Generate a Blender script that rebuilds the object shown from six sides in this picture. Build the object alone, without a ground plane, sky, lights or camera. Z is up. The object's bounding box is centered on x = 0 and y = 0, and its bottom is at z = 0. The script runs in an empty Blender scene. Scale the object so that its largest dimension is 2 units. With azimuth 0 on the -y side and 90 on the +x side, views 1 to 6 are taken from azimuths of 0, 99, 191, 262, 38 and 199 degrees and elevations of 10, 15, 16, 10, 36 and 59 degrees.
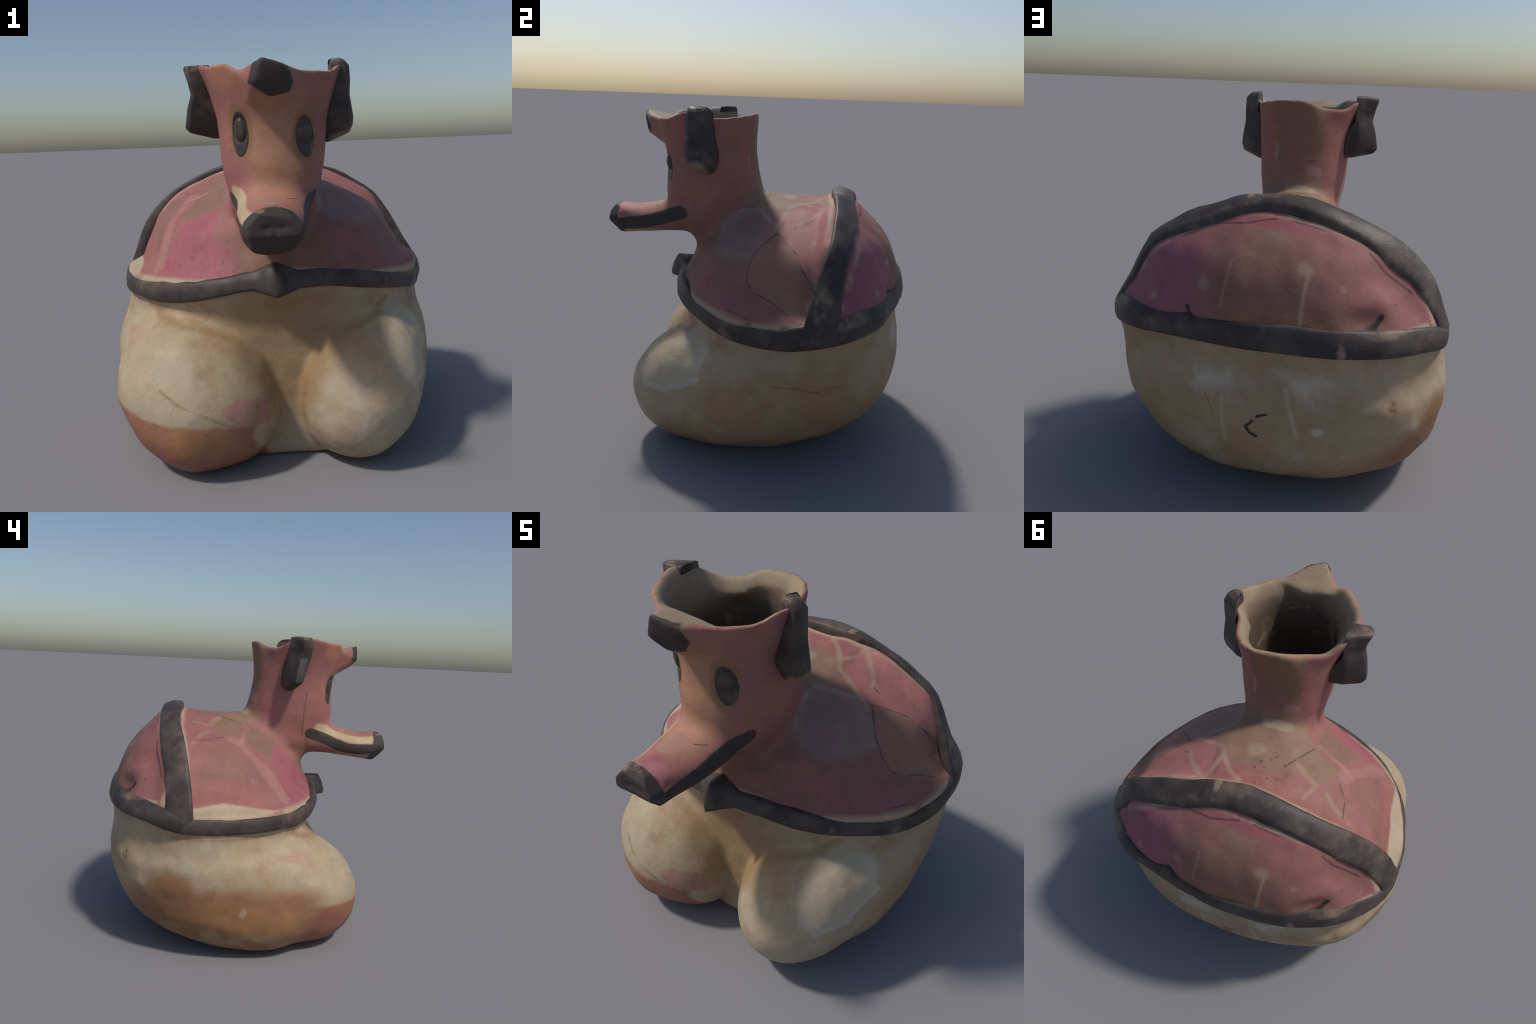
import bpy, bmesh, math
import numpy as np
from mathutils import Vector, noise

# ------------------------------------------------------------------ helpers
def interp(x, xs, ys):
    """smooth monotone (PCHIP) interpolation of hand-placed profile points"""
    xs = np.asarray(xs, float); ys = np.asarray(ys, float); x = np.clip(x, xs[0], xs[-1])
    h = np.diff(xs); d = np.diff(ys) / h
    m = np.zeros_like(ys); m[0] = d[0]; m[-1] = d[-1]
    for i in range(1, len(xs) - 1):
        if d[i - 1] * d[i] > 0:
            w1 = 2 * h[i] + h[i - 1]; w2 = h[i] + 2 * h[i - 1]
            m[i] = (w1 + w2) / (w1 / d[i - 1] + w2 / d[i])
    i = np.clip(np.searchsorted(xs, x) - 1, 0, len(h) - 1)
    t = (x - xs[i]) / h[i]
    return ((2*t**3 - 3*t**2 + 1) * ys[i] + (t**3 - 2*t**2 + t) * h[i] * m[i]
            + (-2*t**3 + 3*t**2) * ys[i + 1] + (t**3 - t**2) * h[i] * m[i + 1])

def interp_ring(deg, knots):
    """the same round a ring: knots are (degrees, value)"""
    k = sorted(knots)
    a = np.array([p[0] for p in k], float); v = np.array([p[1] for p in k], float)
    a = np.concatenate([a[-3:] - 360, a, a[:3] + 360]); v = np.concatenate([v[-3:], v, v[:3]])
    return interp(np.asarray(deg) % 360, a, v)

def columns(rows):
    return [np.array(c, float) for c in zip(*rows)]

def grid_mesh(name, P, cap_lo=True, cap_hi=True):
    """closed mesh from rings P[level, around]; the ends are closed by a fan"""
    n, m = P.shape[:2]
    verts = [tuple(p) for ring in P for p in ring]
    faces = []
    for i in range(n - 1):
        for j in range(m):
            k = (j + 1) % m
            faces.append((i*m + j, i*m + k, (i+1)*m + k, (i+1)*m + j))
    if cap_lo:
        c = len(verts); verts.append(tuple(P[0].mean(0)))
        faces += [(c, (j + 1) % m, j) for j in range(m)]
    if cap_hi:
        c = len(verts); verts.append(tuple(P[-1].mean(0)))
        b = (n - 1) * m
        faces += [(c, b + j, b + (j + 1) % m) for j in range(m)]
    me = bpy.data.meshes.new(name)
    me.from_pydata(verts, [], faces); me.update()
    return me

def add(name, me, parent=None):
    ob = bpy.data.objects.new(name, me)
    bpy.context.scene.collection.objects.link(ob)
    if parent: ob.parent = parent
    return ob

def tidy(me):
    bm = bmesh.new(); bm.from_mesh(me); bmesh.ops.recalc_face_normals(bm, faces=bm.faces); bm.to_mesh(me); bm.free()
    me.polygons.foreach_set('use_smooth', [True]*len(me.polygons)); return me

def superellipse(phi, cx, cy, xm, xp, yf, yb, nf, nb):
    """ring with its own reach to the left, right, front and back"""
    c, s = np.cos(phi), np.sin(phi)
    a = np.where(c > 0, xp - cx, cx - xm); b = np.where(s > 0, yb - cy, cy - yf)
    n = np.where(s > 0, nb, nf)
    r = (np.abs(c / a)**n + np.abs(s / b)**n) ** (-1 / n)
    return cx + r * c, cy + r * s

# ------------------------------------------------------------------ body: belly and domed shell
# z, left, right, front, back, y of the widest place, squareness of the front, of the back left and of the back right
TORSO = [
 (0.000, -0.63, 0.52, -0.36, 0.46, -0.06, 2.2, 2.1, 2.0),
 (0.020, -0.70, 0.585, -0.38, 0.54, -0.06, 2.4, 2.1, 2.0),
 (0.060, -0.765, 0.645, -0.39, 0.625, -0.06, 2.7, 2.1, 2.05),
 (0.100, -0.81, 0.695, -0.395, 0.69, -0.06, 3.0, 2.25, 2.1),
 (0.150, -0.848, 0.75, -0.40, 0.76, -0.06, 3.2, 2.35, 2.15),
 (0.200, -0.872, 0.795, -0.40, 0.81, -0.05, 3.4, 2.45, 2.2),
 (0.300, -0.892, 0.838, -0.40, 0.875, 0.00, 3.4, 2.6, 2.3),
 (0.400, -0.892, 0.858, -0.40, 0.917, 0.08, 3.3, 2.65, 2.4),
 (0.500, -0.898, 0.868, -0.395, 0.938, 0.16, 3.3, 2.75, 2.45),
 (0.600, -0.892, 0.868, -0.385, 0.946, 0.22, 3.0, 2.75, 2.45),
 (0.700, -0.862, 0.860, -0.39, 0.932, 0.31, 2.3, 2.45, 2.35),
 (0.800, -0.850, 0.862, -0.415, 0.922, 0.37, 2.1, 2.3, 2.25),
 (0.860, -0.86, 0.88, -0.450, 0.93, 0.39, 2.05, 2.3, 2.2),
 (0.920, -0.86, 0.875, -0.462, 0.94, 0.40, 2.05, 2.25, 2.2),
 (1.000, -0.825, 0.825, -0.440, 0.93, 0.40, 2.05, 2.2, 2.15),
 (1.100, -0.785, 0.765, -0.39, 0.895, 0.41, 2.05, 2.15, 2.1),
 (1.200, -0.725, 0.71, -0.34, 0.848, 0.42, 2.0, 2.1, 2.1),
 (1.250, -0.685, 0.68, -0.29, 0.818, 0.43, 2.0, 2.1, 2.1),
 (1.300, -0.635, 0.635, -0.24, 0.782, 0.44, 2.0, 2.05, 2.05),
 (1.350, -0.56, 0.56, -0.19, 0.735, 0.44, 2.0, 2.0, 2.0),
 (1.400, -0.46, 0.48, -0.13, 0.68, 0.43, 2.0, 2.0, 2.0),
 (1.450, -0.34, 0.37, -0.07, 0.625, 0.40, 2.0, 2.0, 2.0),
 (1.490, -0.18, 0.21, 0.00, 0.555, 0.33, 2.0, 2.0, 2.0),
]
def torso_rings(around=160, levels=130):
    z, xm, xp, yf, yb, yc, nf, nl, nr = columns(TORSO)
    s = np.arange(len(z), dtype=float)
    t = np.linspace(0, s[-1], levels)
    phi = np.linspace(0, 2 * np.pi, around, endpoint=False)
    P = np.zeros((levels, around, 3))
    for i, u in enumerate(t):
        v = [float(interp(np.array([u]), s, c)[0]) for c in (z, xm, xp, yf, yb, yc, nf, nl, nr)]
        bib = 0.26 * math.exp(-((v[0] - 0.88) / 0.13) ** 2) * (0.5 - 0.5 * np.cos(phi))      # the rim is fuller at the front left
        x, y = superellipse(phi, 0.0, v[5], v[1], v[2], v[3], v[4], v[6] + bib, v[7] + (v[8] - v[7]) * (0.5 + 0.5 * np.cos(phi)))
        P[i, :, 0] = x; P[i, :, 1] = y; P[i, :, 2] = v[0]
    return P

def step(x, a, b):
    t = np.clip((x - a) / (b - a), 0, 1); return t * t * (3 - 2 * t)

def sculpt_shell(P, shoulders=True):
    """the shell is not a plain dome: its shoulders fall straight from neck to rim, and it is tucked in at the left rear"""
    N = np.cross(np.roll(P, -1, 1) - np.roll(P, 1, 1), np.gradient(P, axis=0))
    N /= np.linalg.norm(N, axis=2, keepdims=True) + 1e-9
    x, y, z = P[..., 0], P[..., 1], P[..., 2]
    sink = step(z, 0.92, 1.00) * (1 - step(y, 0.42, 0.50)) * (0.022 + 0.014 * step(y, -0.25, 0.1) + step(z, 1.18, 1.32) * (0.008 + 0.010 * step(x, -0.05, 0.15))) * (0.30 + 0.70 * step(np.abs(x), 0.0, 0.4))
    sink = sink * (1 + 0.4 * (1 - step(x, -0.1, 0.1)) * (1 - 0.85 * step(z, 1.10, 1.25))) * (1.0 if shoulders else 0.0)
    sink = sink + 0.030 * np.exp(-(((x - 0.20) / 0.13)**2 + ((y + 0.42) / 0.12)**2 + ((z - 0.82) / 0.10)**2))
    sink = sink + 0.055 * np.exp(-(((x + 0.57) / 0.15)**2 + ((y - 0.68) / 0.14)**2 + ((z - 1.24) / 0.13)**2)) + 0.035 * np.exp(-(((x + 0.68) / 0.10)**2 + ((y - 0.66) / 0.12)**2 + ((z - 1.08) / 0.10)**2))
    sink = sink + 0.040 * np.exp(-(((x + 0.50) / 0.10)**2 + ((y - 0.85) / 0.10)**2 + ((z - 1.05) / 0.06)**2))
    sink = sink + 0.032 * np.exp(-(((x - 0.36) / 0.26)**2 + ((y - 0.90) / 0.16)**2 + ((z - 0.88) / 0.26)**2))
    sink = sink + 0.028 * np.exp(-(((x - 0.37) / 0.05)**2 + ((y - 0.90) / 0.08)**2 + ((z - 1.02) / 0.035)**2))
    sink = sink + 0.030 * np.exp(-(((x + 0.80) / 0.15)**2 + ((y - 0.66) / 0.20)**2 + ((z - 0.72) / 0.20)**2))
    Q = P - N * sink[..., None]
    return Q

# ------------------------------------------------------------------ folded forelimbs: two eggs
def egg(cx, cy, cz, rx, ra, rb, pitch, yaw, back=1.25, seg=96, rings=64):
    """egg lying nose down: ra along its length (longer at the back), rb across, rx half width"""
    th = np.linspace(0.02, np.pi - 0.02, rings); ph = np.linspace(0, 2*np.pi, seg, endpoint=False)
    T, H = np.meshgrid(th, ph, indexing='ij')
    x, y, z = rx * np.sin(T) * np.cos(H), np.sin(T) * np.sin(H), -rb * np.cos(T)
    y = np.where(y < 0, ra * y, ra * back * y)
    c, s = math.cos(pitch), math.sin(pitch)
    y, z = c*y - s*z, s*y + c*z
    low = np.clip(-z / 0.36, 0, 1)
    y = np.where(y < 0, y * (1 - 0.10 * low), y)
    x = x * np.where(x * cx > 0, 1 - 0.15 * low, 1 + 0.18 * low)     # fuller towards the cleft below
    c, s = math.cos(yaw), math.sin(yaw)
    return np.stack([cx + c*x - s*y, cy + s*x + c*y, np.maximum(cz + z, 0.0)], -1)

LEFT_LIMB  = egg(-0.418, -0.25, 0.375, 0.440, 0.508, 0.375, math.radians(29), math.radians(5))
RIGHT_LIMB = egg(0.440, -0.232, 0.375, 0.345, 0.466, 0.364, math.radians(29), math.radians(-5))

# ------------------------------------------------------------------ neck and head tube, open at the top
NECK_C = (0.015, -0.285)
# z, centre y, half width, half depth
NECK = [
 (0.92, -0.17, 0.21, 0.20), (1.06, -0.17, 0.21, 0.20), (1.155, -0.17, 0.205, 0.205), (1.22, -0.195, 0.20, 0.24),
 (1.30, -0.22, 0.215, 0.275), (1.38, -0.243, 0.228, 0.305), (1.45, -0.263, 0.242, 0.312),
 (1.52, -0.273, 0.252, 0.304), (1.60, -0.278, 0.258, 0.286), (1.70, -0.289, 0.264, 0.279),
 (1.78, -0.300, 0.270, 0.284), (1.86, -0.295, 0.280, 0.287),
]
# rim of the mouth: degrees round the axis (0 right, 90 back), radius, height
RIM = [
 (0, 0.325, 1.965), (15, 0.280, 1.935), (40, 0.305, 1.945), (60, 0.315, 1.960), (80, 0.290, 1.967),
 (100, 0.275, 1.960), (122, 0.250, 1.926), (145, 0.285, 1.920), (165, 0.325, 1.965), (188, 0.350, 1.988),
 (212, 0.352, 1.970), (232, 0.358, 1.965), (248, 0.355, 1.925), (262, 0.365, 1.935), (282, 0.370, 1.920),
 (300, 0.348, 1.920), (322, 0.345, 1.930), (345, 0.345, 1.965),
]
def neck_rings(around=144):
    phi = np.linspace(0, 2 * np.pi, around, endpoint=False); deg = np.degrees(phi)
    z, cy, rx, ry = columns(NECK)
    rim_r = interp_ring(deg, [(a, r) for a, r, h in RIM]); rim_z = interp_ring(deg, [(a, h) for a, r, h in RIM])
    rings = []
    def tube(zz):
        c, a, b = (interp(np.array([zz]), z, q)[0] for q in (cy, rx, ry))
        x, y = superellipse(phi, NECK_C[0], c, NECK_C[0]-a, NECK_C[0]+a, c-b, c+b, 2.25, 2.2)
        return np.stack([x, y, np.full_like(x, zz)], -1)
    for zz in np.linspace(0.92, 1.74, 50): rings.append(tube(zz))
    top = tube(1.74)
    rim = np.stack([NECK_C[0] + rim_r*np.cos(phi), NECK_C[1] + rim_r*np.sin(phi), rim_z], -1)
    for t in np.linspace(0, 1, 13)[1:]:
        e = 0.75 * t + 0.25 * t * t
        P = top * (1 - e) + rim * e; P[:, 2] = 1.74 + (rim_z - 1.74) * t
        rings.append(P)
    ax = np.array([NECK_C[0], NECK_C[1], 0])
    def inward(P, d, dz):
        v = P - ax; v[:, 2] = 0; r = np.linalg.norm(v, axis=1, keepdims=True)
        Q = ax + v * (1 - d / r); Q[:, 2] = P[:, 2] + dz; return Q
    rings.append(inward(rim, 0.012, 0.004)); rings.append(inward(rim, 0.028, 0.0))
    for d, dz in ((0.045, -0.02), (0.07, -0.06)): rings.append(inward(rim, d, dz))
    for zz, k in ((1.80, 0.86), (1.70, 0.86), (1.55, 0.83), (1.40, 0.82), (1.25, 0.85), (1.10, 0.85), (1.02, 0.7), (1.0, 0.3)):
        P = tube(zz); c = P.mean(0); rings.append(c + (P - c) * np.array([k, k, 1]))
    return np.array(rings)

def bore_rings(around=96):
    phi = np.linspace(0, 2 * np.pi, around, endpoint=False)
    z, cy, rx, ry = columns(NECK)
    rings = []
    # hollow belly with thin walls: height, half width, half depth, centre y
    for zz, rx_, ry_, c in ((0.050, 0.30, 0.22, 0.04), (0.055, 0.46, 0.36, 0.06), (0.14, 0.62, 0.48, 0.14), (0.30, 0.72, 0.56, 0.22), (0.55, 0.76, 0.58, 0.26), (0.80, 0.74, 0.58, 0.27),
                            (0.95, 0.58, 0.48, 0.20), (1.06, 0.38, 0.32, 0.08), (1.14, 0.21, 0.20, -0.10)):
        rings.append(np.stack([rx_ * np.cos(phi), c + ry_ * np.sin(phi), np.full_like(phi, zz)], -1))
    for zz, k in ((1.22, 0.88), (1.32, 0.87), (1.45, 0.87), (1.6, 0.865), (1.68, 0.85)):
        c, a, b = (interp(np.array([zz]), z, q)[0] for q in (cy, rx, ry))
        x, y = superellipse(phi, NECK_C[0], c, NECK_C[0] - k*a, NECK_C[0] + k*a, c - k*b, c + k*b, 2.25, 2.2)
        rings.append(np.stack([x, y, np.full_like(x, zz)], -1))
    return np.array(rings)

# ------------------------------------------------------------------ snout: rounded-box sections along -y
# y, left, right, top, bottom, half width of the top, height of the widest place
SNOUT = [
 (-0.30, -0.17, 0.19, 1.45, 1.23, 0.15), (-0.50, -0.185, 0.190, 1.44, 1.205, 0.14), (-0.60, -0.172, 0.166, 1.404, 1.199, 0.12),
 (-0.70, -0.157, 0.146, 1.374, 1.186, 0.10), (-0.80, -0.146, 0.129, 1.357, 1.172, 0.08), (-0.88, -0.136, 0.116, 1.366, 1.164, 0.06),
]
def snout_rings(around=64):
    rings = []
    y, xl, xr, zt, zb, tw = columns(SNOUT)
    ph = np.linspace(0, 2*np.pi, around, endpoint=False)
    def section(l, r, t, b, w):
        mid = (l + r) / 2; h = (r - l) / 2; zm = b + (t - b) * 0.52
        c, s = np.cos(ph), np.sin(ph)
        n = np.where(s > 0, 1.95, 2.6)
        rad = (np.abs(c)**n + np.abs(s)**n) ** (-1/n)
        x = mid + h * rad * c; z = zm + np.where(s > 0, (t - zm), (zm - b)) * rad * s
        return x, z
    ys = np.linspace(-0.30, -0.88, 30)
    for q in ys:
        l, r, t, b, w = (interp(np.array([q]), y[::-1], k[::-1])[0] for k in (xl, xr, zt, zb, tw))
        x, z = section(l, r, t, b, w); rings.append(np.stack([x, np.full_like(x, q), z], -1))
    # blunt tip: the face leans back below
    l, r, t, b, w = [k[-1] for k in (xl, xr, zt, zb, tw)]
    for k, fwd in ((1.0, 0.35), (0.99, 0.7), (0.96, 0.95), (0.90, 1.08), (0.6, 1.12), (0.3, 1.12)):
        x, z = section(l, r, t, b, w); zc = 1.300; xc = -0.008
        x = xc + (x - xc) * k; z = zc + (z - zc) * k
        lean = np.interp(z, [1.15, 1.24, 1.34, 1.38], [0.0, 0.075, 0.095, 0.05])
        rings.append(np.stack([x, -0.88 - fwd * lean, z], -1))
    return np.array(rings)

# ------------------------------------------------------------------ union of the clay body
def hull_mesh(name, pts):
    bm = bmesh.new()
    for p in pts: bm.verts.new(p)
    bmesh.ops.convex_hull(bm, input=bm.verts)
    me = bpy.data.meshes.new(name); bm.to_mesh(me); bm.free(); return me

CREST = [(-0.037, -0.734, 1.970), (0.060, -0.715, 1.938), (0.102, -0.670, 1.926), (0.082, -0.688, 1.832), (-0.072, -0.728, 1.868),
         (0.002, -0.702, 1.818), (-0.105, -0.650, 1.912), (-0.16, -0.55, 1.925), (0.17, -0.56, 1.915), (0.03, -0.53, 1.90),
         (0.03, -0.575, 1.74), (-0.10, -0.55, 1.78), (0.12, -0.545, 1.78)]

def clay_body():
    parts = [grid_mesh('torso', sculpt_shell(torso_rings())), grid_mesh('limb', LEFT_LIMB), grid_mesh('limb', RIGHT_LIMB),
             grid_mesh('neck', neck_rings()), grid_mesh('snout', snout_rings()), hull_mesh('crest', CREST)]
    bm = bmesh.new()
    for me in parts:
        bm.from_mesh(me); bpy.data.meshes.remove(me)
    bmesh.ops.recalc_face_normals(bm, faces=bm.faces)
    me = bpy.data.meshes.new('clay'); bm.to_mesh(me); bm.free()
    me = remesh(me)
    # the mouth is bored down through the shoulders into the belly
    bore = add('bore', tidy(grid_mesh('bore', bore_rings())))
    ob = add('clay', me)
    md = ob.modifiers.new('Bore', 'BOOLEAN'); md.operation = 'DIFFERENCE'; md.solver = 'EXACT'; md.object = bore
    out = evaluated(ob)
    bpy.data.objects.remove(ob); bpy.data.meshes.remove(bore.data)
    return remesh(out)

def evaluated(ob):
    dg = bpy.context.evaluated_depsgraph_get(); dg.update()
    return bpy.data.meshes.new_from_object(ob.evaluated_get(dg))

def remesh(me):
    ob = add('clay', me)
    md = ob.modifiers.new('Remesh', 'REMESH'); md.mode = 'VOXEL'; md.voxel_size = 0.0105; md.adaptivity = 0
    out = evaluated(ob)
    bpy.data.objects.remove(ob); bpy.data.meshes.remove(me)
    return out

def smooth(me):
    n = len(me.vertices)
    V = np.empty(n*3); me.vertices.foreach_get('co', V); V = V.reshape(-1, 3)
    E = np.empty(len(me.edges)*2, int); me.edges.foreach_get('vertices', E); E = E.reshape(-1, 2)
    deg = np.bincount(E.ravel(), minlength=n)[:, None]
    def relax(V, w):
        S = np.zeros_like(V)
        for k in range(3):
            S[:, k] = np.bincount(E[:, 0], V[E[:, 1], k], n) + np.bincount(E[:, 1], V[E[:, 0], k], n)
        return V + w[:, None] * (S / deg - V)
    def near(c, r, soft):
        d = np.linalg.norm((V - np.array(c)) , axis=1); return np.clip((r - d) / soft + 1, 0, 1)
    # everything a little, the creases of the limbs and the foot of the neck much more
    for _ in range(4): V = relax(V, np.full(n, 0.5))
    limbs = np.clip((0.86 - V[:, 2]) / 0.06, 0, 1)
    foot = np.exp(-((V[:, 2] - 1.36) / 0.13) ** 2) * np.clip((V[:, 1] + 0.62) / 0.1, 0, 1) * (np.hypot(V[:, 0] - .015, V[:, 1] + .26) < 0.55)
    hole = (np.hypot(V[:, 0] - .015, V[:, 1] + .285) < 0.21)
    foot = np.where(hole, 0, foot)
    outer = limbs * np.clip((np.abs(V[:, 0]) - 0.42) / 0.2, 0, 1) * np.clip((0.66 - V[:, 2]) / 0.15, 0, 1) * np.clip((0.30 - V[:, 1]) / 0.1, 0, 1)
    for _ in range(4): V = relax(V, 0.5 * limbs)
    for _ in range(130): V = relax(V, 0.5 * outer)
    for _ in range(120): V = relax(V, 0.6 * foot)
    for c, r in (((.01, -.60, 1.43), .13), ((.03, -.42, 1.19), .13)):
        for _ in range(45): V = relax(V, 0.55 * near(c, r, .08) * (V[:, 1] > -.82))
    # the tip of the snout was cut flat with a tool
    for n_, at in (((0, -1, .05), (0, -.953, 1.29)), ((0, -.74, -.67), (0, -.950, 1.245)), ((.10, -.80, .60), (0, -.925, 1.366)), ((.80, -.35, -.49), (.095, -.90, 1.215)), ((-.80, -.35, -.49), (-.11, -.90, 1.215)),
                   ((.72, -.25, .64), (.065, -.90, 1.345)), ((-.74, -.25, .62), (-.085, -.90, 1.345)), ((.93, -.36, 0), (.108, -.93, 1.28)), ((-.93, -.36, 0), (-.122, -.93, 1.28))):
        q = np.array(n_, float); q /= np.linalg.norm(q)
        d = (V - np.array(at)) @ q; d = np.where((V[:, 1] < -.80) & (d > 0), d, 0); V = V - d[:, None] * q
    # pad of the nose with two nostrils
    g = lambda c, r: np.exp(-(((V - np.array(c)) / np.array(r)) ** 2).sum(1))
    V[:, 1] -= 0.006 * g((-.005, -.965, 1.335), (.055, .05, .022)) - 0.009 * g((-.034, -.965, 1.285), (.022, .05, .012)) - 0.009 * g((.026, -.965, 1.285), (.022, .05, .012))
    V[:, 1] += 0.010 * g((-.005, -.95, 1.235), (.006, .06, .05))
    me.vertices.foreach_set('co', V.ravel()); me.update()
    # hand-built clay: faint lumps and dents all over
    N = np.empty(n*3); me.vertex_normals.foreach_get('vector', N); N = N.reshape(-1, 3)
    lump = np.array([0.0085 * noise.noise(Vector(p) * 4.3) + 0.0035 * noise.noise(Vector(p) * 11.0 + Vector((5, 1, 2))) for p in V.tolist()])
    lump *= np.where(V[:, 2] > 1.5, 0.5, 1.0)
    V = V + N * lump[:, None]
    pit = lambda c, r, d: d * np.exp(-(((V - np.array(c)) / r) ** 2).sum(1))
    V = V - N * (pit((-.591, .796, .638), .035, .012) + pit((-.57, .80, .60), .02, .008) + pit((.0, .93, .50), .03, .004) + pit((.75, .62, .59), .03, .006)
                    + pit((-.146, -.535, 1.662), np.array((.04, .06, .10)), .013) + pit((.162, -.54, 1.641), np.array((.045, .06, .09)), .013))[:, None]
    V[:, 2] = np.maximum(V[:, 2], 0.0)
    me.vertices.foreach_set('co', V.ravel()); me.update()
    return V

root = bpy.data.objects.new('animal_vessel', None)
root["label"] = "pottery vessel shaped as a plump long-snouted animal"
root["category"] = "ceramic vessel"
bpy.context.scene.collection.objects.link(root)
clay = clay_body(); smooth(clay)

# ------------------------------------------------------------------ raised bands laid on the clay
from mathutils.bvhtree import BVHTree
_bm = bmesh.new(); _bm.from_mesh(clay); CLAY = BVHTree.FromBMesh(_bm); _bm.free()
_g = grid_mesh('guide', sculpt_shell(torso_rings(), False)); _bm = bmesh.new(); _bm.from_mesh(_g); GUIDE = BVHTree.FromBMesh(_bm); _bm.free(); bpy.data.meshes.remove(_g)
def on_clay(origin, direction, reach=2.5, tree=None):
    """outermost point of the clay seen from far out along a direction"""
    d = Vector(direction).normalized(); o = Vector(origin)
    h = (tree or CLAY).ray_cast(o + d * reach, -d)
    return (h[0], h[1]) if h[0] else (o + d * 0.5, d)

# how far the strip stands out, across its width (0..1); the ends sink into the clay
STRIP = [(0.0, -0.02), (0.0, 0.55), (0.05, 0.90), (0.14, 1.0), (0.5, 1.02), (0.86, 1.0), (0.95, 0.90), (1.0, 0.55), (1.0, -0.02)]
RIM_STRIP = [(0.0, -0.02), (0.0, 0.75), (0.06, 0.98), (0.22, 1.06), (0.6, 1.0), (0.9, 0.72), (1.0, 0.40), (1.0, -0.02)]

# plan angle round (0, 0.2), height
BAND_LO = [(0, .792), (10, .798), (20, .825), (35, .868), (55, .893), (75, .900), (98, .905), (112, .897), (125, .892), (145, .882), (155, .850),
           (163, .828), (180, .825), (200, .828), (215, .822), (235, .848), (246, .880), (260, .915), (272, .895), (280, .918), (290, .922), (303, .900), (316, .870), (333, .830), (348, .797)]
BAND_UP = [(0, .895), (10, .925), (20, .960), (37, .995), (58, .998), (84, 1.020), (97, 1.030), (122, 1.013), (142, 1.000), (155, .965), (166, .920),
           (180, .914), (190, .918), (202, .916), (220, .935), (247, .972), (259, 1.000), (270, 1.042), (280, 1.008), (297, .993), (315, .958), (332, .910), (347, .888)]
def rim_band(seg=72):
    rings = []
    deg = np.linspace(0, 360, seg, endpoint=False) + 0.5
    lo, up = interp_ring(deg, BAND_LO), interp_ring(deg, BAND_UP)
    for i, a in enumerate(np.radians(deg)):
        d = Vector((math.cos(a), math.sin(a), 0))
        wob = noise.noise(Vector((d.x * 6, d.y * 6, 1.7)))
        fray = 0.010 * noise.noise(Vector((d.x * 9, d.y * 9, 8.3)))
        beak = max(0, 1 - abs(deg[i] - 270.5) / 8.0) ** 1.15 * 0.084      # pinched point under the chin
        thick = 0.018 + 0.009 * wob
        ring = []
        for w, h in RIM_STRIP:
            z = lo[i] + (up[i] + fray - lo[i]) * w
            p, n = on_clay((0, 0.2, z), d, tree=GUIDE)
            if h < 0.1: p = p - d * 0.06; hh = 0
            else: hh = h
            q = p + d * (thick * hh + (beak if hh else 0)); ring.append(q[:])
        rings.append(ring)
    rings.append(rings[0])
    P = np.array(rings)
    n, m = P.shape[:2]
    verts = P[:-1].reshape(-1, 3); faces = []
    for i in range(n - 1):
        for j in range(m):
            faces.append((i*m + j, ((i+1) % (n-1))*m + j, ((i+1) % (n-1))*m + (j+1) % m, i*m + (j+1) % m))
    me = bpy.data.meshes.new('rim_band'); me.from_pydata([tuple(v) for v in verts], [], faces)
    return me

# arch over the back: angle in the cross plane (0 right foot, 90 top), front edge y, back edge y, thickness
ARCH = [(-4, .40, .60, .010), (6, .420, .595, .018), (20, .462, .600, .024), (36, .510, .632, .028), (55, .515, .640, .032), (75, .490, .618, .042), (90, .468, .608, .050),
        (105, .485, .618, .044), (125, .495, .620, .034), (143, .472, .612, .028), (157, .447, .585, .024), (170, .425, .575, .018), (184, .41, .59, .010)]
def arch_band(seg=34):
    a, yf, yb, th = columns(ARCH)
    t = np.linspace(a[0], a[-1], seg); F, B, H = interp(t, a, yf), interp(t, a, yb), interp(t, a, th)
    rings = []
    for i, deg in enumerate(t):
        r = math.radians(deg); d = Vector((math.cos(r), 0, math.sin(r)))
        ring = []
        for w, h in STRIP:
            y = F[i] + (B[i] - F[i]) * w
            p, n = on_clay((0, y, 0.90), d, tree=GUIDE)
            q = on_clay((0, y, 0.90), d)[0] - d * 0.03 if h < 0.1 else p + d * (H[i] * (1 + 0.30 * noise.noise(Vector((deg * 0.09, w, 4)))) * h)
            ring.append(q[:])
        rings.append(ring)
    return grid_mesh('arch_band', np.array(rings))
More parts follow.
